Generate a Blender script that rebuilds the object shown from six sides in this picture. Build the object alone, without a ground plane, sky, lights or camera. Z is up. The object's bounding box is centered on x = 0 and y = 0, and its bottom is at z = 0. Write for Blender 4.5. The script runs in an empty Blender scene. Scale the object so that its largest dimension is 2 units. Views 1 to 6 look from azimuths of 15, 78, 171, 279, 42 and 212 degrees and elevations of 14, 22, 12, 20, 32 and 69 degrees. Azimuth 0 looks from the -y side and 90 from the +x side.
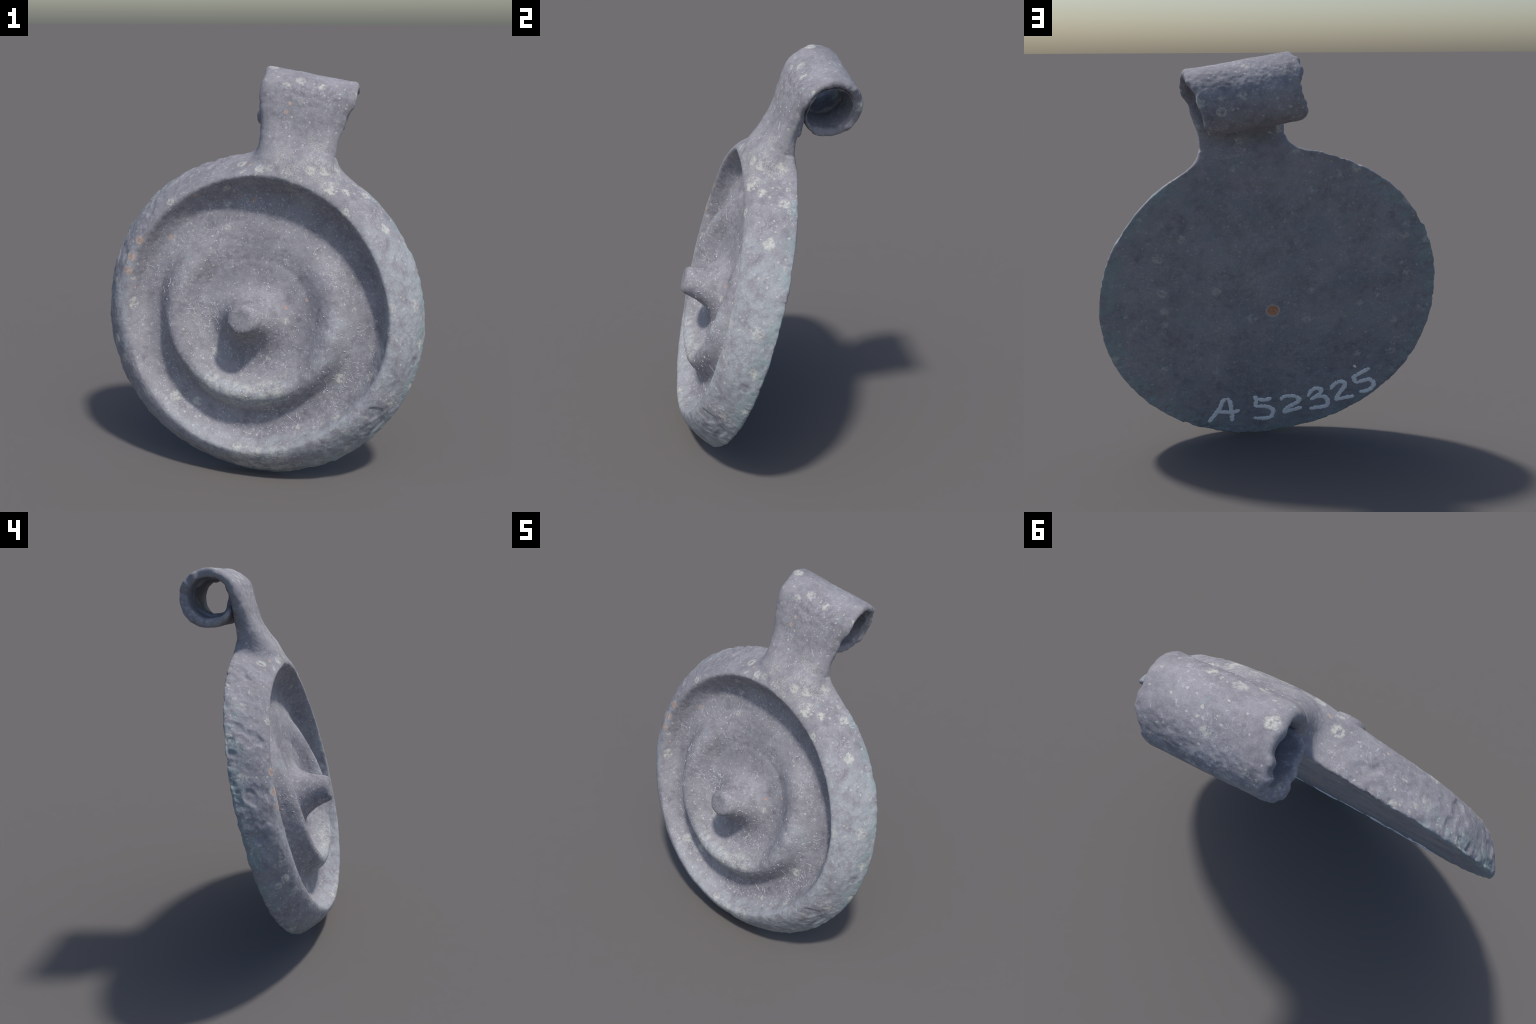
import bpy, math
import numpy as np

# ---------------------------------------------------------------------------
# Frame of the disc: x to the right, y up the face, z out of the front face.
# The back of the disc is the plane z = 0; the thing leans back by 15 degrees.
# ---------------------------------------------------------------------------
VOXEL = 0.005
CENTRE = np.array([-0.0002, -0.0710, 0.7811])
TURN, LEAN = -0.02325, 0.26500
NORMAL = np.array([math.cos(LEAN) * math.sin(TURN), -math.cos(LEAN) * math.cos(TURN), math.sin(LEAN)])
UP = np.array([0, 0, 1.0]) - NORMAL[2] * NORMAL
UP /= np.linalg.norm(UP)
RIGHT = np.cross(UP, NORMAL)

# Frame of the rolled loop: s along the bore, b up the neck, n out of the front
LOOP_AT = np.array([0.170, 1.084, -0.061])
AXIS_S = np.array([1, -0.166, -0.041]); AXIS_S /= np.linalg.norm(AXIS_S)
AXIS_N = np.array([0, 0, 1.0]) - AXIS_S[2] * AXIS_S; AXIS_N /= np.linalg.norm(AXIS_N)
AXIS_B = np.cross(AXIS_N, AXIS_S)

KNOB_AT = (-0.015, -0.045)


# ------------------------------------------------------------------ helpers
def smooth_step(a, b, x):
    t = np.clip((x - a) / (b - a), 0, 1)
    return t * t * (3 - 2 * t)


def smin(a, b, k):
    h = np.clip(0.5 + 0.5 * (b - a) / k, 0, 1)
    return b + (a - b) * h - k * h * (1 - h)


def smax(a, b, k):
    return -smin(-a, -b, k)


def curve(knots, x):
    """Smooth monotone curve through (x, y) knots."""
    k = np.array(knots, dtype=float)
    X, Y = k[:, 0], k[:, 1]
    h = np.diff(X); d = np.diff(Y) / h
    m = np.zeros(len(X))
    m[0], m[-1] = d[0], d[-1]
    for i in range(1, len(X) - 1):
        if d[i - 1] * d[i] > 0:
            w1, w2 = 2 * h[i] + h[i - 1], h[i] + 2 * h[i - 1]
            m[i] = (w1 + w2) / (w1 / d[i - 1] + w2 / d[i])
    x = np.clip(x, X[0], X[-1])
    i = np.clip(np.searchsorted(X, x) - 1, 0, len(h) - 1)
    t = (x - X[i]) / h[i]
    return ((1 + 2 * t) * (1 - t) ** 2 * Y[i] + t * (1 - t) ** 2 * h[i] * m[i]
            + t * t * (3 - 2 * t) * Y[i + 1] + t * t * (t - 1) * h[i] * m[i + 1])


def around(knots, deg):
    """Periodic curve through (angle in degrees, value) knots."""
    k = sorted(knots)
    ext = [(a - 360, v) for a, v in k[-2:]] + list(k) + [(a + 360, v) for a, v in k[:2]]
    lo = k[0][0]
    return curve(ext, (deg - lo) % 360 + lo)


def noise3(P, scale, seed):
    """Gradient-free value noise, about -1..1, quintic interpolation."""
    Q = P * scale + seed * 17.31
    I = np.floor(Q).astype(np.int64); F = Q - I
    W = F * F * F * (F * (F * 6 - 15) + 10)
    out = np.zeros(len(P))
    for dx in (0, 1):
        for dy in (0, 1):
            for dz in (0, 1):
                n = ((I[:, 0] + dx) * 73856093) ^ ((I[:, 1] + dy) * 19349663) ^ ((I[:, 2] + dz) * 83492791) ^ (seed * 2654435)
                n &= 0x7FFFFFFF
                n = (n ^ (n >> 13)) * 1274126177 & 0x7FFFFFFF
                n = (n ^ (n >> 16)) * 668265263 & 0x7FFFFFFF
                v = (n & 0xFFFF) / 32767.5 - 1.0
                w = (W[:, 0] if dx else 1 - W[:, 0]) * (W[:, 1] if dy else 1 - W[:, 1]) * (W[:, 2] if dz else 1 - W[:, 2])
                out += v * w
    return out


def fbm(P, scale, seed, octaves=3):
    return sum(noise3(P, scale * 2.03 ** o, seed + o) * 0.5 ** o for o in range(octaves))


# ------------------------------------------------------------ disc: profiles
def outline_radius(t):
    return (0.8225 + 0.0032 * np.cos(t) - 0.0035 * np.sin(t) + 0.0112 * np.cos(2 * t) - 0.0164 * np.sin(2 * t)
            - 0.0023 * np.cos(3 * t) - 0.0019 * np.sin(3 * t) - 0.0028 * np.cos(4 * t) - 0.001 * np.sin(4 * t) + 0.0024 * np.cos(5 * t))


def back_height(x, y):
    r = np.hypot(x, y); t = np.arctan2(y, x); q = np.clip(r / 0.8225, 0, 1.25)
    belly = 0.009 + 0.007 * np.exp(-((x - 0.35) ** 2 + (y + 0.55) ** 2) / 0.12)
    return (0.0011 * q - belly + q * (0.0033 * np.cos(t) - 0.005 * np.sin(t)) + q * q * (-0.0066 * np.cos(2 * t) - 0.0055 * np.sin(2 * t)))


OUTLINE_SWELL = [(0, 0.007), (45, 0.007), (90, 0.010), (135, 0.012), (180, 0.011), (225, 0.003), (250, 0.001), (270, 0.004), (315, 0.004)]
CREST_RADIUS = [(0, 0.686), (20, 0.664), (40, 0.655), (60, 0.656), (90, 0.664), (110, 0.666), (125, 0.672), (150, 0.682), (165, 0.682),
                (180, 0.672), (200, 0.668), (225, 0.67), (250, 0.685), (270, 0.69), (290, 0.69), (315, 0.692), (340, 0.700)]
CREST_HEIGHT = [(0, 0.182), (20, 0.187), (40, 0.192), (60, 0.203), (75, 0.210), (90, 0.210), (105, 0.195), (120, 0.182), (135, 0.174), (150, 0.163),
                (170, 0.156), (190, 0.154), (215, 0.152), (240, 0.156), (265, 0.164), (290, 0.174), (315, 0.182), (340, 0.180)]
SIDE_FULLNESS = [(0, 2.0), (30, 1.85), (55, 2.3), (75, 2.1), (105, 1.6), (125, 1.75), (150, 2.0), (180, 2.1), (225, 2.0), (270, 1.9), (320, 2.1)]
RING_RADIUS = [(0, 0.432), (30, 0.432), (60, 0.42), (90, 0.41), (120, 0.405), (150, 0.40), (180, 0.39), (210, 0.38), (240, 0.375), (270, 0.372),
               (300, 0.390), (330, 0.418)]
RING_HEIGHT = [(0, 0.184), (15, 0.166), (30, 0.148), (45, 0.128), (60, 0.108), (80, 0.103), (100, 0.105), (112, 0.116), (125, 0.142), (135, 0.158),
               (147, 0.178), (160, 0.191), (175, 0.200), (195, 0.204), (220, 0.202), (250, 0.200), (270, 0.200), (300, 0.198), (330, 0.195), (348, 0.193)]
RING_INNER_WIDTH = [(0, 1.45), (60, 1.1), (120, 1.0), (170, 1.15), (205, 1.35), (240, 1.2), (270, 1.0), (320, 1.2)]
RING_OUTER_WIDTH = [(0, 1.2), (60, 1.0), (120, 1.3), (150, 1.5), (180, 1.25), (225, 0.92), (255, 1.02), (275, 1.14), (300, 1.08), (330, 1.08)]
KNOB_WIDTH = [(0, 1.07), (45, 0.97), (90, 0.87), (135, 0.95), (180, 1.01), (225, 0.94), (270, 0.89), (315, 0.99)]
KNOB_PROFILE = [(0, 0.302), (0.04, 0.302), (0.060, 0.298), (0.070, 0.287), (0.078, 0.268), (0.088, 0.241), (0.10, 0.214), (0.115, 0.187), (0.13, 0.164),
                (0.15, 0.142), (0.18, 0.122), (0.22, 0.109), (0.30, 0.103), (0.40, 0.096), (0.50, 0.090), (0.60, 0.088), (0.9, 0.088)]
RING_PROFILE = [(-0.14, 0), (-0.105, 0.08), (-0.075, 0.34), (-0.035, 0.82), (-0.01, 0.99), (0.0, 1.0), (0.014, 0.97), (0.035, 0.80), (0.063, 0.38),
                (0.092, 0.07), (0.13, 0)]


def edge_radius(t):
    return outline_radius(t) + around(OUTLINE_SWELL, np.degrees(t))


def front_height(x, y):
    r = np.hypot(x, y); t = np.arctan2(y, x); deg = np.degrees(t)
    kx, ky = x - KNOB_AT[0], y - KNOB_AT[1]
    rho = np.hypot(kx, ky); kdeg = np.degrees(np.arctan2(ky, kx))
    wide = 1 + (around(KNOB_WIDTH, kdeg) - 1) * smooth_step(0.05, 0.08, rho)
    field = curve(KNOB_PROFILE, rho / wide)
    d = rho - around(RING_RADIUS, kdeg)
    d = d / np.where(d < 0, around(RING_INNER_WIDTH, kdeg), around(RING_OUTER_WIDTH, kdeg))
    field = field + (around(RING_HEIGHT, kdeg) - 0.097) * curve(RING_PROFILE, d)
    groove = around([(-40, 0.0), (0, 0.001), (40, 0.002), (90, 0.0015), (130, 0.001), (180, 0.001), (270, 0.0)], kdeg)
    field = field - groove * np.exp(-((rho - 0.298 - 0.012 * np.cos(np.radians(kdeg - 30))) / 0.015) ** 2)
    rc, zc, rb = around(CREST_RADIUS, deg), around(CREST_HEIGHT, deg) + 0.004, edge_radius(t)
    u = r - rc
    foot = around([(0, 0.085), (45, 0.100), (90, 0.116), (130, 0.100), (180, 0.085), (270, 0.100), (320, 0.088)], deg)
    wall = np.clip((u + foot) / foot, 0, 1.6)
    inner = field + (zc - 0.085) * wall ** 1.9
    outer = zc * (1 - np.clip(u / (rb - rc), 0, 1.3) ** around(SIDE_FULLNESS, deg)) + np.clip(-u, 0, 1) * 0.8
    return smin(inner, outer, 0.026)


def disc_field(x, y, z):
    """x, y: 2D grids, z: 1D levels; returns a distance-like field."""
    H = front_height(x, y).astype(np.float32)
    gx, gy = np.gradient(H, VOXEL)
    slope = np.sqrt(1 + np.clip(gx * gx + gy * gy, 0, 16)).astype(np.float32)
    B = back_height(x, y).astype(np.float32)
    top = (z[None, None, :] - H[:, :, None]) / slope[:, :, None]
    bottom = B[:, :, None] - z[None, None, :]
    side = (np.hypot(x, y) - edge_radius(np.arctan2(y, x))).astype(np.float32)[:, :, None]
    return smax(smax(top, bottom, 0.012), side, 0.008)


# -------------------------------------------------- neck and loop: a rolled strip
def strip_path():
    """Centre line of the strip in the (b, n) plane: b, n, half thickness, left edge, right edge, edge rounding."""
    P = [(-0.370, 0.148, 0.068, -0.150, 0.205, 0.07), (-0.340, 0.154, 0.084, -0.160, 0.208, 0.07), (-0.290, 0.148, 0.078, -0.178, 0.208, 0.07),
         (-0.240, 0.142, 0.067, -0.194, 0.211, 0.07), (-0.190, 0.137, 0.057, -0.203, 0.211, 0.065), (-0.140, 0.136, 0.049, -0.216, 0.219, 0.06),
         (-0.090, 0.138, 0.043, -0.237, 0.228, 0.055), (-0.040, 0.138, 0.036, -0.250, 0.233, 0.05), (0.000, 0.133, 0.031, -0.256, 0.245, 0.045)]
    left = [(0, -0.256), (30, -0.255), (60, -0.264), (90, -0.265), (114, -0.281), (140, -0.278), (160, -0.270), (180, -0.266), (209, -0.279),
            (237, -0.271), (270, -0.262), (298, -0.254), (315, -0.235), (328, -0.10), (345, -0.03), (480, -0.03)]
    right = [(0, 0.248), (24, 0.250), (54, 0.240), (75, 0.227), (90, 0.229), (106, 0.224), (123, 0.212), (145, 0.195), (165, 0.192), (190, 0.186),
             (227, 0.172), (270, 0.158), (310, 0.165), (360, 0.185), (480, 0.18)]
    radius = [(0, 0.133), (20, 0.130), (45, 0.1262), (90, 0.1250), (140, 0.1265), (200, 0.1280), (240, 0.1310), (285, 0.1330), (305, 0.129), (322, 0.115), (345, 0.100), (380, 0.095), (480, 0.094)]
    half = [(0, 0.032), (20, 0.027), (45, 0.0245), (180, 0.0245), (270, 0.024), (310, 0.016), (350, 0.0095), (480, 0.008)]
    for phi in range(8, 470, 8):
        rad, a = float(curve(radius, np.array(phi * 1.0))), math.radians(phi)
        P.append((rad * math.sin(a), rad * math.cos(a), float(curve(half, np.array(phi * 1.0))), float(curve(left, np.array(phi * 1.0))),
                  float(curve(right, np.array(phi * 1.0))), 0.045 if phi < 60 else 0.022))
    return np.array(P)


def strip_field(x, y, z):
    P = strip_path()
    neck = P[:9]
    u = np.linspace(neck[0, 0], 0.0, 34)
    P = np.vstack([np.stack([u] + [curve(np.stack([neck[:, 0], neck[:, k]], 1), u) for k in range(1, 6)], 1), P[9:]])
    q = np.stack([x, y, z], -1) - LOOP_AT
    s, b, n = q @ AXIS_S, q @ AXIS_B, q @ AXIS_N
    best = np.full(s.shape, 1e3); lo = np.zeros_like(best); hi = np.zeros_like(best); rd = np.zeros_like(best)
    for A, B in zip(P[:-1], P[1:]):
        db, dn = B[0] - A[0], B[1] - A[1]
        t = np.clip(((b - A[0]) * db + (n - A[1]) * dn) / (db * db + dn * dn), 0, 1)
        d = np.hypot(b - A[0] - t * db, n - A[1] - t * dn) - (A[2] + t * (B[2] - A[2]))
        m = d < best
        best = np.where(m, d, best)
        lo = np.where(m, A[3] + t * (B[3] - A[3]), lo); hi = np.where(m, A[4] + t * (B[4] - A[4]), hi); rd = np.where(m, A[5] + t * (B[5] - A[5]), rd)
    # the inner turn is rusted solid to the outer one in the left part of the bore
    rho = np.hypot(b, n)
    solid = np.maximum(np.maximum(rho - 0.13, 0.092 + 0.006 * np.sin(3 * np.arctan2(b, n) + 9 * s) + 0.004 * np.sin(7 * np.arctan2(b, n) - 20 * s) - rho), np.maximum(s + 0.02, -0.15 - s))
    # cushion-shaped section: the neck thins towards its sides, the sheet towards the right mouth of the roll
    across = np.clip((2 * s - lo - hi) / (hi - lo), -1.1, 1.1)
    best = best + 0.024 * np.abs(across) ** 2.6 * smooth_step(0.05, -0.08, b) * np.where(n > 0.03, 0.3 + 0.7 * smooth_step(0.10, 0.15, n), 0)
    best = best + 0.013 * smooth_step(0.10, 0.24, s) * smooth_step(0.102, 0.110, rho) * smooth_step(0.138, 0.120, rho)
    ang = np.arctan2(b, n)
    torn = smooth_step(0.165, 0.145, rho) * (0.35 + 0.65 * smooth_step(0.05, -0.03, n))
    hi = hi + torn * (0.0040 * np.sin(3 * ang + 1) + 0.0040 * np.sin(7 * ang + 0.4 + np.sin(2 * ang)) + 0.0022 * np.sin(16 * ang + 2 * np.sin(3 * ang)))
    lo = lo + torn * (0.0040 * np.sin(4 * ang + 2) + 0.0035 * np.sin(9 * ang + 1.1 + np.sin(3 * ang)) + 0.0020 * np.sin(19 * ang + 2 * np.sin(2 * ang)))
    skirt = 0.024 * smooth_step(0.15, 0.06, n) * smooth_step(-0.16, -0.27, b)
    d = smax(best, np.maximum(lo - skirt - s, s - hi - skirt), rd)
    return smin(d, solid, 0.012), b, n, s


# ------------------------------------------------------------- surface meshing
def surface_nets(F, origin, h):
    """Vertices and quads of the zero surface of the sampled field F (negative inside)."""
    nx, ny, nz = F.shape
    S = F < 0
    c = S[:-1, :-1, :-1].astype(np.int8).copy()
    c[...] = 0
    for dx in (0, 1):
        for dy in (0, 1):
            for dz in (0, 1):
                c += S[dx:nx - 1 + dx, dy:ny - 1 + dy, dz:nz - 1 + dz]
    cells = np.argwhere((c > 0) & (c < 8))
    index = np.full(c.shape, -1, dtype=np.int32)
    index[tuple(cells.T)] = np.arange(len(cells), dtype=np.int32)
    total = np.zeros((len(cells), 3)); count = np.zeros(len(cells))
    corner = np.array([[i >> 2 & 1, i >> 1 & 1, i & 1] for i in range(8)])
    vals = [F[tuple((cells + k).T)] for k in corner]
    for i in range(8):
        for ax in range(3):
            if corner[i][ax] == 0:
                j = i | (4 >> ax)
                va, vb = vals[i], vals[j]
                m = (va < 0) != (vb < 0)
                t = np.where(m, va / np.where(m, va - vb, 1), 0)
                p = np.repeat(corner[i][None].astype(float), len(cells), 0)
                p[:, ax] += t
                total[m] += p[m]; count += m
    V = (cells + total / count[:, None]) * h + origin
    quads = []
    for ax in range(3):
        a1, a2 = (ax + 1) % 3, (ax + 2) % 3
        A = S.take(range(S.shape[ax] - 1), ax); B = S.take(range(1, S.shape[ax]), ax)
        for flip, mask in ((False, A & ~B), (True, ~A & B)):
            e = np.argwhere(mask)
            e = e[(e[:, a1] > 0) & (e[:, a2] > 0) & (e[:, a1] < F.shape[a1] - 1) & (e[:, a2] < F.shape[a2] - 1)]
            o1 = np.zeros(3, int); o1[a1] = 1
            o2 = np.zeros(3, int); o2[a2] = 1
            q = np.stack([index[tuple((e - o1 - o2).T)], index[tuple((e - o2).T)], index[tuple(e.T)], index[tuple((e - o1).T)]], 1)
            quads.append(q[:, ::-1] if flip else q)
    return V, np.concatenate(quads)


def vertex_normals(V, Q):
    n = np.cross(V[Q[:, 2]] - V[Q[:, 0]], V[Q[:, 3]] - V[Q[:, 1]])
    N = np.zeros_like(V)
    for k in range(4):
        for a in range(3):
            N[:, a] += np.bincount(Q[:, k], n[:, a], len(V))
    return N / np.maximum(np.linalg.norm(N, axis=1, keepdims=True), 1e-12)


def build_body():
    h = VOXEL
    lo = np.array([-0.88, -0.87, -0.245]); hi = np.array([0.88, 1.28, 0.33])
    gx, gy, gz = (np.arange(lo[a], hi[a] + h, h) for a in range(3))
    x2, y2 = np.meshgrid(gx, gy, indexing='ij')
    F = disc_field(x2, y2, gz.astype(np.float32)).astype(np.float32)
    # strip only where it can be
    i0, i1 = np.searchsorted(gx, [-0.24, 0.56]); j0 = np.searchsorted(gy, 0.60)
    x3, y3, z3 = np.meshgrid(gx[i0:i1], gy[j0:], gz, indexing='ij')
    G, b, n, s = strip_field(x3, y3, z3)
    D = F[i0:i1, j0:]
    M = smin(D, np.clip(G, -1, 1).astype(np.float32), np.float32(0.09))
    # the back of the disc runs flat into the back of the neck
    flat = back_height(x3, y3) + curve([(-0.38, 0), (-0.32, 0.004), (-0.25, 0.022), (-0.19, 0.033), (-0.14, 0.036)], b)
    flat = flat + 0.014 * smooth_step(0.0, 0.2, s) * smooth_step(-0.33, -0.22, b)
    M = np.where(b < -0.165, smax(M, (flat - z3).astype(np.float32), np.float32(0.012)), M)
    F[i0:i1, j0:] = M
    V, Q = surface_nets(F, lo, h)
    # drop loose crumbs: keep the faces reached from the largest piece
    return V, Q


def strip_coords(V):
    q = V - LOOP_AT
    return q @ AXIS_S, q @ AXIS_B, q @ AXIS_N


def relax(V, Q, rounds, amount):
    for _ in range(rounds):
        S = np.zeros_like(V); C = np.zeros(len(V))
        for k in range(4):
            for nb in (Q[:, (k + 1) % 4], Q[:, (k + 3) % 4]):
                for a in range(3):
                    S[:, a] += np.bincount(Q[:, k], V[nb, a], len(V))
                C += np.bincount(Q[:, k], minlength=len(V))
        V = V + amount * (S / np.maximum(C, 1)[:, None] - V)
    return V


def weather(V, Q):
    """Casting lumps, pits, ragged edge and corrosion, as displacement along the normal."""
    V = relax(V, Q, 2, 0.5)
    N = vertex_normals(V, Q)
    x, y, z = V.T
    r = np.hypot(x, y); deg = np.degrees(np.arctan2(y, x)) % 360
    s, b, n = strip_coords(V)
    strip = smooth_step(-0.36, -0.28, b)
    rough = np.zeros(len(V))
    rough += 0.0022 * fbm(V, 7, 3, 2)
    rough += 0.0009 * fbm(V, 42, 8, 3)
    side = smooth_step(0.70, 0.76, r) * (1 - strip) * smooth_step(-0.4, 0.2, N[:, 2])
    pitted = around([(0, 0.4), (60, 0.35), (95, 0.8), (120, 1.3), (180, 1.3), (215, 0.7), (250, 0.6), (280, 0.9), (320, 0.9), (345, 0.5)], deg)
    rough += side * pitted * (0.0026 * fbm(V, 11, 21, 2) + 0.0010 * fbm(V, 40, 24, 2) - 0.0058 * smooth_step(0.45, 0.95, fbm(V, 12, 33, 2)))
    edge = smooth_step(0.060, -0.01, z) * smooth_step(0.76, 0.81, r) * (1 - strip)
    rough += edge * (0.4 + 0.6 * pitted) * (0.0030 * fbm(V, 30, 44, 3) - 0.0055 * smooth_step(0.2, 0.8, fbm(V, 22, 51, 2)))
    # flaking on the upper back of the roll
    phi = np.degrees(np.arctan2(b, n)) % 360
    roll = smooth_step(-0.2, -0.12, b)
    flake = roll * smooth_step(95, 118, phi) * (1 - smooth_step(140, 165, phi))
    rough += flake * 0.0015 * fbm(V, 60, 61, 2)
    ends = roll * smooth_step(0.17, 0.24, np.abs(s + 0.02))
    rough += ends * 0.0022 * fbm(V, 26, 71, 2)
    rough += strip * 0.0013 * fbm(V, 14, 77, 3)
    # drilled dimple in the back
    dot = np.hypot(x + 0.0176, y + 0.0507)
    rough -= 0.004 * (1 - smooth_step(0.012, 0.032, dot)) * (z < 0.03)
    return V + N * rough[:, None]


def part_of(V, Q):
    c = V[Q].mean(1)
    nrm = np.cross(V[Q[:, 2]] - V[Q[:, 0]], V[Q[:, 3]] - V[Q[:, 1]])
    nrm /= np.maximum(np.linalg.norm(nrm, axis=1, keepdims=True), 1e-12)
    x, y, z = c.T
    r = np.hypot(x, y); deg = np.degrees(np.arctan2(y, x))
    rho = np.hypot(x - KNOB_AT[0], y - KNOB_AT[1])
    s, b, n = strip_coords(c)
    rc = around(CREST_RADIUS, deg)
    part = np.full(len(Q), 'rim', dtype=object)
    part[r < rc - 0.07] = 'outer_groove'
    part[rho < 0.505] = 'raised_ring'
    part[rho < 0.265] = 'inner_groove'
    part[rho < 0.185] = 'knob'
    part[(z < 0.03) & (nrm[:, 2] < -0.55) & (b < -0.31)] = 'back_plate'
    neck = (b > -0.31) & (np.abs(s) < 0.33)
    part[neck] = 'neck'
    part[neck & ((b > -0.10) | (n < 0.055))] = 'rolled_loop'
    return part


# ------------------------------------------------------------- blender objects
def frame_matrix():
    from mathutils import Matrix
    M = Matrix.Identity(4)
    for a, v in enumerate((RIGHT, UP, NORMAL, CENTRE)):
        for k in range(3):
            M[k][a] = v[k]
    return M


def mesh_object(name, V, F, parent, material, normals=None):
    me = bpy.data.meshes.new(name)
    me.vertices.add(len(V)); me.vertices.foreach_set('co', np.asarray(V, np.float32).ravel())
    F = np.asarray(F)
    me.loops.add(F.size); me.loops.foreach_set('vertex_index', F.astype(np.int32).ravel())
    me.polygons.add(len(F)); me.polygons.foreach_set('loop_start', np.arange(0, F.size, F.shape[1], dtype=np.int32))
    me.update(calc_edges=True); me.validate()
    me.polygons.foreach_set('use_smooth', np.ones(len(me.polygons), bool))
    if normals is not None:
        me.normals_split_custom_set_from_vertices([tuple(v) for v in normals])
    me.materials.append(material)
    ob = bpy.data.objects.new(name, me)
    bpy.context.scene.collection.objects.link(ob)
    ob.parent = parent
    ob.matrix_world = frame_matrix()
    return ob
# ------------------------------------------------------------------ materials
class Graph:
    """Small helper to write node graphs as expressions."""

    def __init__(self, name):
        self.mat = bpy.data.materials.new(name)
        self.mat.use_nodes = True
        self.nt = self.mat.node_tree
        self.bsdf = self.nt.nodes['Principled BSDF']
        self.obj = self.nt.nodes.new('ShaderNodeTexCoord').outputs['Object']

    def put(self, socket, v):
        if isinstance(v, bpy.types.NodeSocket):
            self.nt.links.new(v, socket)
        elif isinstance(v, tuple) and len(v) == 3 and socket.type == 'RGBA':
            socket.default_value = (*v, 1)
        else:
            socket.default_value = v

    def math(self, op, a, b=0.0, c=0.0, clamp=False):
        n = self.nt.nodes.new('ShaderNodeMath'); n.operation = op; n.use_clamp = clamp
        for s, v in zip(n.inputs, (a, b, c)):
            self.put(s, v)
        return n.outputs[0]

    def mul(self, *v):
        out = v[0]
        for x in v[1:]:
            out = self.math('MULTIPLY', out, x)
        return out

    def add(self, a, b): return self.math('ADD', a, b)
    def sub(self, a, b): return self.math('SUBTRACT', a, b)
    def inv(self, a): return self.math('SUBTRACT', 1.0, a, clamp=True)
    def top(self, a, b): return self.math('MAXIMUM', a, b)

    def step(self, lo, hi, x):
        n = self.nt.nodes.new('ShaderNodeMapRange'); n.interpolation_type = 'SMOOTHSTEP'
        self.put(n.inputs['Value'], x)
        n.inputs['From Min'].default_value, n.inputs['From Max'].default_value = lo, hi
        return n.outputs[0]

    def vec(self, op, a, b):
        n = self.nt.nodes.new('ShaderNodeVectorMath'); n.operation = op
        self.put(n.inputs[0], a)
        if op == 'SCALE':
            self.put(n.inputs['Scale'], b)
        else:
            self.put(n.inputs[1], b)
        return n.outputs['Value'] if op in ('DISTANCE', 'DOT_PRODUCT', 'LENGTH') else n.outputs[0]

    def noise(self, scale, detail=3.0, rough=0.55, at=None, seed=0.0, colour=False):
        n = self.nt.nodes.new('ShaderNodeTexNoise'); n.noise_dimensions = '4D'
        n.inputs['W'].default_value = seed
        self.put(n.inputs['Vector'], at or self.obj)
        n.inputs['Scale'].default_value, n.inputs['Detail'].default_value, n.inputs['Roughness'].default_value = scale, detail, rough
        return n.outputs['Color'] if colour else n.outputs['Fac']

    def voronoi(self, scale, at=None, feature='F1', randomness=1.0):
        n = self.nt.nodes.new('ShaderNodeTexVoronoi'); n.feature = feature
        self.put(n.inputs['Vector'], at or self.obj)
        n.inputs['Scale'].default_value = scale; n.inputs['Randomness'].default_value = randomness
        if feature == 'F1':
            s = self.nt.nodes.new('ShaderNodeSeparateColor'); self.nt.links.new(n.outputs['Color'], s.inputs[0])
            return n.outputs['Distance'], s.outputs[0], s.outputs[1]
        return n.outputs['Distance']

    def mix(self, fac, a, b, mode='MIX'):
        n = self.nt.nodes.new('ShaderNodeMix'); n.data_type = 'RGBA'; n.blend_type = mode
        self.put(n.inputs[0], fac); self.put(n.inputs[6], a); self.put(n.inputs[7], b)
        return n.outputs[2]

    def warp(self, amount, scale, seed=0.0, at=None):
        at = at or self.obj
        c = self.vec('SUBTRACT', self.noise(scale, 3.0, 0.6, at, seed, True), (0.5, 0.5, 0.5))
        return self.vec('ADD', at, self.vec('SCALE', c, amount))

    def near(self, point, radius, soft=0.35, at=None):
        d = self.vec('DISTANCE', at or self.obj, point)
        return self.inv(self.step(radius * (1 - soft), radius * (1 + soft), d))

    def xyz(self):
        s = self.nt.nodes.new('ShaderNodeSeparateXYZ'); self.nt.links.new(self.obj, s.inputs[0])
        return s.outputs

    def bump(self, height, strength, distance):
        n = self.nt.nodes.new('ShaderNodeBump')
        n.inputs['Strength'].default_value, n.inputs['Distance'].default_value = strength, distance
        self.put(n.inputs['Height'], height)
        self.nt.links.new(n.outputs[0], self.bsdf.inputs['Normal'])


COPPER_SPOTS = [((-0.632, 0.312, 0.160), 0.0225), ((-0.670, 0.224, 0.157), 0.0225), ((-0.683, 0.153, 0.152), 0.0225), ((-0.347, 0.562, 0.164), 0.013),
                ((-0.488, 0.340, 0.091), 0.0115), ((-0.656, 0.066, 0.127), 0.0105), ((0.161, 0.030, 0.121), 0.0095), ((0.136, 0.800, 0.181), 0.0120),
                ((-0.063, 0.721, 0.166), 0.0130), ((0.085, 1.004, 0.122), 0.0115), ((0.100, 1.050, 0.118), 0.009), ((-0.056, 0.557, 0.093), 0.0105),
                ((-0.30, 0.655, 0.165), 0.008), ((0.262, 0.075, 0.112), 0.009)]


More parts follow.
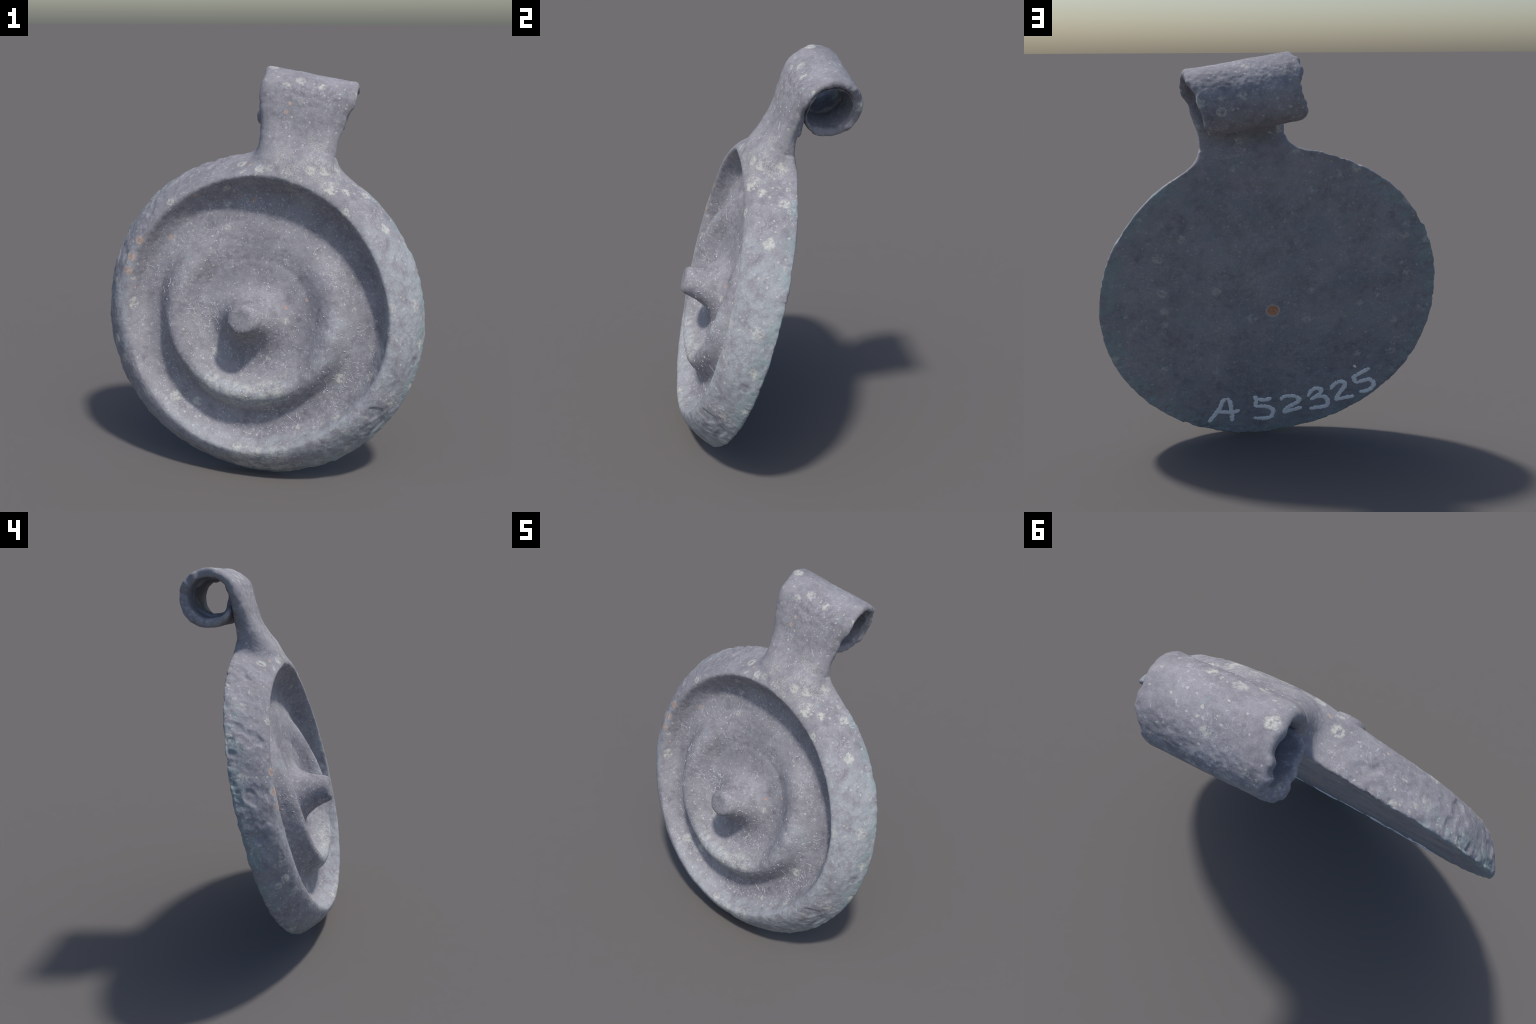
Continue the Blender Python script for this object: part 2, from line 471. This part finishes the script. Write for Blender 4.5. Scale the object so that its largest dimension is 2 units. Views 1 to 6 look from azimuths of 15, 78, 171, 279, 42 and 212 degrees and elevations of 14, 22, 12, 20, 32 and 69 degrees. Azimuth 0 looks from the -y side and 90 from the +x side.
def patina(name, is_back):
    g = Graph(name)
    x, y, z = g.xyz()
    flat = g.vec('MULTIPLY', g.obj, (1, 1, 0))
    r = g.vec('LENGTH', flat, (0, 0, 0))
    soft = g.warp(0.05, 9, 1.0)
    fine = g.warp(0.024, 62, 2.0)

    # grey-violet tin-rich bronze, mottled at three sizes
    big = g.step(0.34, 0.66, g.noise(5.0, 6, 0.62, soft, 3.0))
    mid = g.step(0.36, 0.66, g.noise(34, 5, 0.65, None, 4.0))
    grain = g.noise(190, 3, 0.7, None, 5.0)
    col = g.mix(big, (0.196, 0.189, 0.214), (0.286, 0.279, 0.308))
    col = g.mix(g.mul(mid, 0.55), col, (0.330, 0.319, 0.348))
    col = g.mix(g.mul(g.step(0.52, 0.72, g.noise(13, 5, 0.6, None, 6.0)), 0.62), col, (0.146, 0.138, 0.160))
    if is_back:
        col = g.mix(g.mul(g.step(0.42, 0.68, g.noise(6, 5, 0.6, None, 7.0)), 0.55), col, (0.215, 0.252, 0.275))
        col = g.mix(g.mul(g.step(0.50, 0.66, g.noise(3.2, 6, 0.65, None, 7.5)), 0.45), col, (0.310, 0.320, 0.325))

    # bluish bloom, thick on the right flank and along the lower crest
    flank = g.mul(g.step(0.30, 0.62, x), g.step(0.62, 0.70, r), g.inv(g.step(0.30, 0.62, y)))
    lower = g.mul(g.step(0.61, 0.66, r), g.inv(g.step(-0.60, -0.38, y)))
    left = g.mul(g.inv(g.step(-0.68, -0.60, x)), g.step(0.66, 0.70, r), g.inv(g.step(0.715, 0.75, r)))
    rho = g.vec('DISTANCE', flat, (-0.015, -0.045, 0.0))
    ringp = g.mul(g.near((-0.01, -0.42, 0.19), 0.25, 0.35), g.step(0.29, 0.345, rho), g.inv(g.step(0.42, 0.46, rho)), 0.85)
    ringr = g.mul(g.near((0.42, -0.12, 0.19), 0.14, 0.6), 0.6)
    bloom = g.math('MINIMUM', 1.0, g.add(g.add(flank, g.mul(lower, 0.8)), g.add(left, g.add(ringp, ringr))))
    bloom = g.mul(g.add(0.14, g.mul(bloom, 0.0 if is_back else 0.86)), g.step(0.36, 0.60, g.noise(17, 6, 0.7, None, 8.0)))
    col = g.mix(g.mul(bloom, 0.70), col, (0.385, 0.415, 0.440))

    # green-blue copper salts in the edge where the side meets the back
    inner = 0.74 if is_back else 0.775
    edge = g.mul(g.step(inner, inner + 0.05, r), g.inv(g.step(0.03, 0.085, g.add(z, g.mul(g.sub(g.noise(9, 3, 0.6, None, 9.0), 0.5), 0.14)))), g.inv(g.step(0.62, 0.70, y)))
    salts = g.top(g.mul(edge, g.step(0.40, 0.58, g.noise(12, 5, 0.6, None, 10.0))), g.mul(g.step(0.62, 0.70, g.noise(19, 4, 0.6, None, 11.0)), 0.75))
    col = g.mix(g.mul(salts, 0.56), col, g.mix(g.noise(40, 3, 0.6, None, 12.0), (0.150, 0.225, 0.240), (0.345, 0.440, 0.430)))

    # cream crusts: a few eaten-out blotches, many small dots
    blot_at = g.warp(0.034, 20, 13.5, g.warp(0.022, 70, 13.0))
    d, ra, rb = g.voronoi(11, blot_at)
    wet = g.add(g.mul(g.step(0.62, 0.72, r), 0.16), g.mul(g.step(0.40, 0.60, g.noise(3.0, 2, 0.5, None, 14.0)), 0.14))
    chance = g.step(0.72 if is_back else 0.62, 0.84, g.add(ra, wet))
    size = g.add(0.10, g.mul(rb, 0.26))
    blot = g.mul(chance, g.inv(g.step(-0.08, 0.05, g.sub(d, size))), g.step(0.40, 0.56, g.noise(58, 5, 0.7, None, 15.0)))
    d2, rc, rd = g.voronoi(52, fine)
    dots = g.mul(g.step(0.74, 0.80, g.add(rc, g.mul(g.sub(g.noise(4.5, 3, 0.6, None, 16.0), 0.5), 0.5))), g.inv(g.step(-0.04, 0.08, g.sub(d2, g.add(0.10, g.mul(rd, 0.22))))))
    belt = g.mul(g.top(g.mul(g.step(0.66, 0.69, r), g.inv(g.step(-0.64, -0.52, y)), g.inv(g.step(0.13, 0.16, g.math('ABSOLUTE', g.sub(x, 0.09))))), ringp),
                 g.step(0.44, 0.58, g.noise(30, 5, 0.7, None, 17.0)))
    cream = g.top(g.mul(blot, 0.9), g.top(g.mul(dots, 0.68), g.mul(belt, 0.0 if is_back else 0.75)))
    col = g.mix(g.mul(cream, 0.55 if is_back else 0.86), col, g.mix(g.noise(80, 2, 0.5, None, 18.0), (0.43, 0.445, 0.41), (0.64, 0.635, 0.57)))

    if not is_back:
        # fine net of pale cracks where the neck meets the rim
        net = g.voronoi(88, g.warp(0.007, 90, 19.0), 'DISTANCE_TO_EDGE')
        zone = g.mul(g.near((0.24, 0.72, 0.18), 0.17, 0.45), g.step(0.42, 0.56, g.noise(16, 3, 0.6, None, 20.0)))
        col = g.mix(g.mul(zone, g.inv(g.step(0.03, 0.15, net)), 0.52), col, (0.50, 0.49, 0.45))

    # white dusty smears and scratches
    sm = g.noise(24, 7, 0.78, g.warp(0.06, 14, 21.0), 22.0)
    line = g.inv(g.step(0.0, 0.016, g.math('ABSOLUTE', g.sub(sm, 0.5))))
    smear = g.mul(line, g.step(0.44, 0.58, g.noise(7.5, 3, 0.6, None, 23.0)), g.step(0.45, 0.60, g.noise(60, 3, 0.6, None, 24.0)))
    col = g.mix(g.mul(smear, 0.45 if is_back else 0.85), col, (0.66, 0.65, 0.72))
    d3, re, rf = g.voronoi(105, g.warp(0.026, 46, 25.0))
    fleck = g.mul(g.step(0.83, 0.89, g.add(re, g.mul(g.sub(g.noise(5, 3, 0.6, None, 26.0), 0.5), 0.45))), g.inv(g.step(0.14, 0.34, d3)))
    hollow = g.add(0.22, g.mul(0.78, g.inv(g.step(0.62, 0.68, r))))
    col = g.mix(g.mul(hollow, fleck, 0.35 if is_back else 0.75), col, (0.68, 0.67, 0.73))

    # bare copper-coloured spots
    spots = [((-0.0176, -0.0507, -0.008), 0.030)] if is_back else COPPER_SPOTS
    jig = g.warp(0.008 if is_back else 0.012, 50, 27.0)
    if is_back:
        rim = g.near(spots[0][0], 0.036, 0.10, jig)
        col = g.mix(g.mul(rim, 0.75), col, (0.50, 0.50, 0.50))
    hot = None
    for p, rad in spots:
        m = g.near(p, rad, 0.22, jig)
        hot = m if hot is None else g.top(hot, m)
    copper = g.mix(g.step(0.40, 0.62, g.noise(75, 3, 0.6, None, 28.0)), (0.40, 0.275, 0.225), (0.48, 0.395, 0.355))
    if is_back:
        copper = g.mix(g.step(0.40, 0.65, g.noise(75, 3, 0.6, None, 28.0)), (0.46, 0.20, 0.095), (0.52, 0.27, 0.15))
    col = g.mix(g.mul(hot, 0.92), col, copper)

    # last grain
    col = g.mix(1.0, col, g.mix(g.step(0.30, 0.72, grain), (0.86, 0.86, 0.87), (1.12, 1.12, 1.11)), 'MULTIPLY')
    g.put(g.bsdf.inputs['Base Color'], col)
    g.put(g.bsdf.inputs['Roughness'], g.add(0.66, g.mul(grain, 0.2)))
    g.bsdf.inputs['Specular IOR Level'].default_value = 0.35
    height = g.add(g.add(g.mul(g.noise(70, 5, 0.7, None, 30.0), 1.0), g.mul(grain, 0.35)), g.mul(cream, 0.35))
    g.bump(height, 0.45, 0.0035)
    return g.mat


def front_material(): return patina('patinated_bronze', False)
def back_material(): return patina('patinated_bronze_back', True)


def paint_material():
    g = Graph('worn_white_paint')
    col = g.mix(g.step(0.40, 0.62, g.noise(60, 4, 0.6)), (0.80, 0.81, 0.84), (0.90, 0.91, 0.93))
    g.put(g.bsdf.inputs['Base Color'], col)
    g.bsdf.inputs['Roughness'].default_value = 0.7
    return g.mat


def fibre_material():
    g = Graph('pale_fibre')
    g.put(g.bsdf.inputs['Base Color'], g.mix(g.step(0.4, 0.6, g.noise(30, 2, 0.5)), (0.56, 0.55, 0.60), (0.72, 0.71, 0.77)))
    g.bsdf.inputs['Roughness'].default_value = 0.8
    return g.mat


# ------------------------------------------------- painted number and dust fibres
# Brush strokes of the number, as drawn on the back (disc x, y); x runs to the left there.
STROKES = [
    ('painted_letter', [[(0.305, -0.724), (0.276, -0.681), (0.249, -0.639), (0.233, -0.591), (0.215, -0.573)],
                        [(0.212, -0.571), (0.195, -0.593), (0.186, -0.649), (0.183, -0.693), (0.183, -0.726)],
                        [(0.276, -0.657), (0.235, -0.660), (0.181, -0.665), (0.141, -0.654)]]),
    ('painted_digit', [[(-0.025, -0.585), (0.011, -0.594), (0.050, -0.590), (0.058, -0.610), (0.060, -0.637)], [(0.061, -0.564), (0.059, -0.590)],
                       [(0.062, -0.635), (0.010, -0.635), (-0.031, -0.657), (-0.036, -0.679), (-0.023, -0.706), (0.018, -0.715), (0.068, -0.709)]]),
    ('painted_digit', [[(-0.077, -0.605), (-0.081, -0.586), (-0.120, -0.578), (-0.156, -0.585), (-0.171, -0.611), (-0.149, -0.631), (-0.109, -0.656),
                        (-0.089, -0.688)], [(-0.089, -0.686), (-0.141, -0.670), (-0.191, -0.656)]]),
    ('painted_digit', [[(-0.218, -0.589), (-0.232, -0.555), (-0.259, -0.537), (-0.286, -0.544), (-0.283, -0.569), (-0.257, -0.594), (-0.232, -0.609)],
                       [(-0.257, -0.594), (-0.298, -0.589), (-0.322, -0.609), (-0.328, -0.637), (-0.313, -0.656), (-0.269, -0.661), (-0.230, -0.667)]]),
    ('painted_digit', [[(-0.337, -0.547), (-0.358, -0.513), (-0.384, -0.499), (-0.410, -0.508), (-0.409, -0.538), (-0.388, -0.569), (-0.366, -0.620)],
                       [(-0.366, -0.618), (-0.409, -0.606), (-0.468, -0.594)]]),
    ('painted_digit', [[(-0.539, -0.419), (-0.508, -0.439), (-0.464, -0.466), (-0.456, -0.476), (-0.472, -0.512)],
                       [(-0.470, -0.512), (-0.508, -0.498), (-0.544, -0.492), (-0.566, -0.515), (-0.562, -0.542), (-0.531, -0.564), (-0.492, -0.568)],
                       [(-0.452, -0.409), (-0.462, -0.399)]]),
]


def resample(pts, step):
    """Catmull-Rom through hand-set points, evenly spaced."""
    p = np.array(pts, float)
    p = np.vstack([2 * p[0] - p[1], p, 2 * p[-1] - p[-2]])
    out = []
    for i in range(1, len(p) - 2):
        for t in np.linspace(0, 1, 12, endpoint=False):
            a, b, c, d = p[i - 1:i + 3]
            out.append(0.5 * (2 * b + (c - a) * t + (2 * a - 5 * b + 4 * c - d) * t * t + (3 * b - a - 3 * c + d) * t ** 3))
    out.append(p[-2])
    out = np.array(out)
    s = np.concatenate([[0], np.cumsum(np.linalg.norm(np.diff(out, axis=0), axis=1))])
    n = max(3, int(s[-1] / step))
    u = np.linspace(0, s[-1], n + 1)
    return np.stack([np.interp(u, s, out[:, k]) for k in range(out.shape[1])], 1)


def surface_tree(V, Q):
    from mathutils.bvhtree import BVHTree
    return BVHTree.FromPolygons([tuple(v) for v in V], [tuple(int(i) for i in q) for q in Q])


def stroke_mesh(path, width, tree, rng):
    """A brushed band of paint that follows the surface below it, 2 mm thick with a ragged edge."""
    from mathutils import Vector
    path = resample(path, 0.0035)
    n = len(path)
    T = np.gradient(path, axis=0); T /= np.linalg.norm(T, axis=1, keepdims=True)
    S = np.stack([-T[:, 1], T[:, 0]], 1)
    V, F, across = [], [], 7
    tip = np.sqrt(np.clip(1 - (np.abs(np.linspace(-1, 1, n)) ** 10), 0.08, 1))
    for i in range(n):
        wl, wr = (width * tip[i] * (0.90 + 0.22 * rng.normal()) if rng.random() < 0.5 else width * tip[i] for _ in range(2))
        for k in range(across):
            u = k / (across - 1) * 2 - 1
            q = path[i] + S[i] * (u * (wl if u < 0 else wr))
            hit = tree.ray_cast(Vector((q[0], q[1], -0.2)), Vector((0, 0, 1)))
            z = hit[0].z if hit[0] else -0.008
            V.append((q[0], q[1], z - (0.0018 if abs(u) < 0.9 else -0.001)))
    for i in range(n - 1):
        for k in range(across - 1):
            a = i * across + k
            F.append((a, a + across, a + across + 1, a + 1))
    V = np.array(V); F = np.array(F)
    m = len(V)
    under = V.copy(); under[:, 2] += 0.004
    rim = [k for k in range(across)] + [i * across + across - 1 for i in range(1, n)] + [(n - 1) * across + k for k in range(across - 2, -1, -1)] + [i * across for i in range(n - 2, 0, -1)]
    walls = [(rim[i], rim[(i + 1) % len(rim)], rim[(i + 1) % len(rim)] + m, rim[i] + m) for i in range(len(rim))]
    return np.vstack([V, under]), np.vstack([F, F[:, ::-1] + m, np.array(walls)])


def fibres(tree, rng):
    """Dust fibres and grit lying in the grooves: short bent threads."""
    from mathutils import Vector
    V, F = [], []
    clusters = [((-0.24, -0.03), 0.10, 110), ((0.48, -0.34), 0.16, 120), ((0.10, -0.60), 0.24, 80), ((-0.50, 0.10), 0.16, 70), ((0.12, -0.22), 0.14, 60),
                ((-0.45, -0.35), 0.14, 60), ((0.52, -0.10), 0.12, 50), ((0.0, 0.0), 0.42, 130), ((0.05, 0.56), 0.14, 30), ((0.2, 1.0), 0.14, 25)]
    for (cx, cy), spread, count in clusters:
        for _ in range(count):
            px, py = cx + rng.normal() * spread * 0.6, cy + rng.normal() * spread * 0.6
            if math.hypot(px, py) > 0.66 and cy < 0.8:
                continue
            long_ = rng.random() < 0.06
            L = rng.uniform(0.022, 0.05) if long_ else rng.uniform(0.003, 0.010)
            rad = 0.0009 if long_ else rng.uniform(0.0008, 0.0018)
            a = rng.uniform(0, 2 * math.pi); bend = rng.normal() * (40 if long_ else 25)
            segs = 8 if long_ else 3
            pts = []
            for i in range(segs + 1):
                hit = tree.ray_cast(Vector((px, py, 0.5)), Vector((0, 0, -1)))
                if not hit[0]:
                    break
                pts.append((px, py, hit[0].z + rad * 0.5))
                px += math.cos(a) * L / segs; py += math.sin(a) * L / segs; a += bend * L / segs
            if len(pts) < 3:
                continue
            pts = np.array(pts)
            if np.abs(np.diff(pts[:, 2])).max() > 0.012:
                continue
            T = np.gradient(pts, axis=0); T /= np.linalg.norm(T, axis=1, keepdims=True)
            S = np.cross(T, [0, 0, 1.0]); S /= np.linalg.norm(S, axis=1, keepdims=True)
            U = np.cross(S, T)
            base = len(V)
            for i in range(len(pts)):
                w = rad * (0.55 if i in (0, len(pts) - 1) else 1)
                for k in range(5):
                    c, s_ = math.cos(k * 2 * math.pi / 5), math.sin(k * 2 * math.pi / 5)
                    V.append(pts[i] + w * (c * S[i] + s_ * U[i]))
            for i in range(len(pts) - 1):
                for k in range(5):
                    p, q = base + i * 5 + k, base + i * 5 + (k + 1) % 5
                    F.append((p, q, q + 5, p + 5))
    return np.array(V), np.array(F)


def extras(thing, V, Q):
    rng = np.random.default_rng(7)
    tree = surface_tree(V, Q)
    number = bpy.data.objects.new('inventory_number', None)
    bpy.context.scene.collection.objects.link(number)
    number.parent = thing
    paint = paint_material()
    for name, strokes in STROKES:
        VV, FF, base = [], [], 0
        for st in strokes:
            v, f = stroke_mesh(st, 0.0140, tree, rng)
            VV.append(v); FF.append(f + base); base += len(v)
        mesh_object(name, np.vstack(VV), np.vstack(FF), number, paint)
    v, f = fibres(tree, rng)
    ob = mesh_object('dust_fibre', v, f, thing, fibre_material())
    ob['kind'] = 'stuff'
def main():
    thing = bpy.data.objects.new('bronze_pendant', None)
    bpy.context.scene.collection.objects.link(thing)
    thing['label'] = 'corroded grey bronze disc pendant with rolled suspension loop'
    thing['category'] = 'ancient pendant'
    V, Q = build_body()
    V = weather(V, Q)
    N = vertex_normals(V, Q)
    part = part_of(V, Q)
    front, back = front_material(), back_material()
    for name in ('back_plate', 'rim', 'outer_groove', 'raised_ring', 'inner_groove', 'knob', 'neck', 'rolled_loop'):
        q = Q[part == name]
        used, inv = np.unique(q, return_inverse=True)
        mesh_object(name, V[used], inv.reshape(q.shape), thing, back if name == 'back_plate' else front, N[used])
    extras(thing, V, Q)


main()
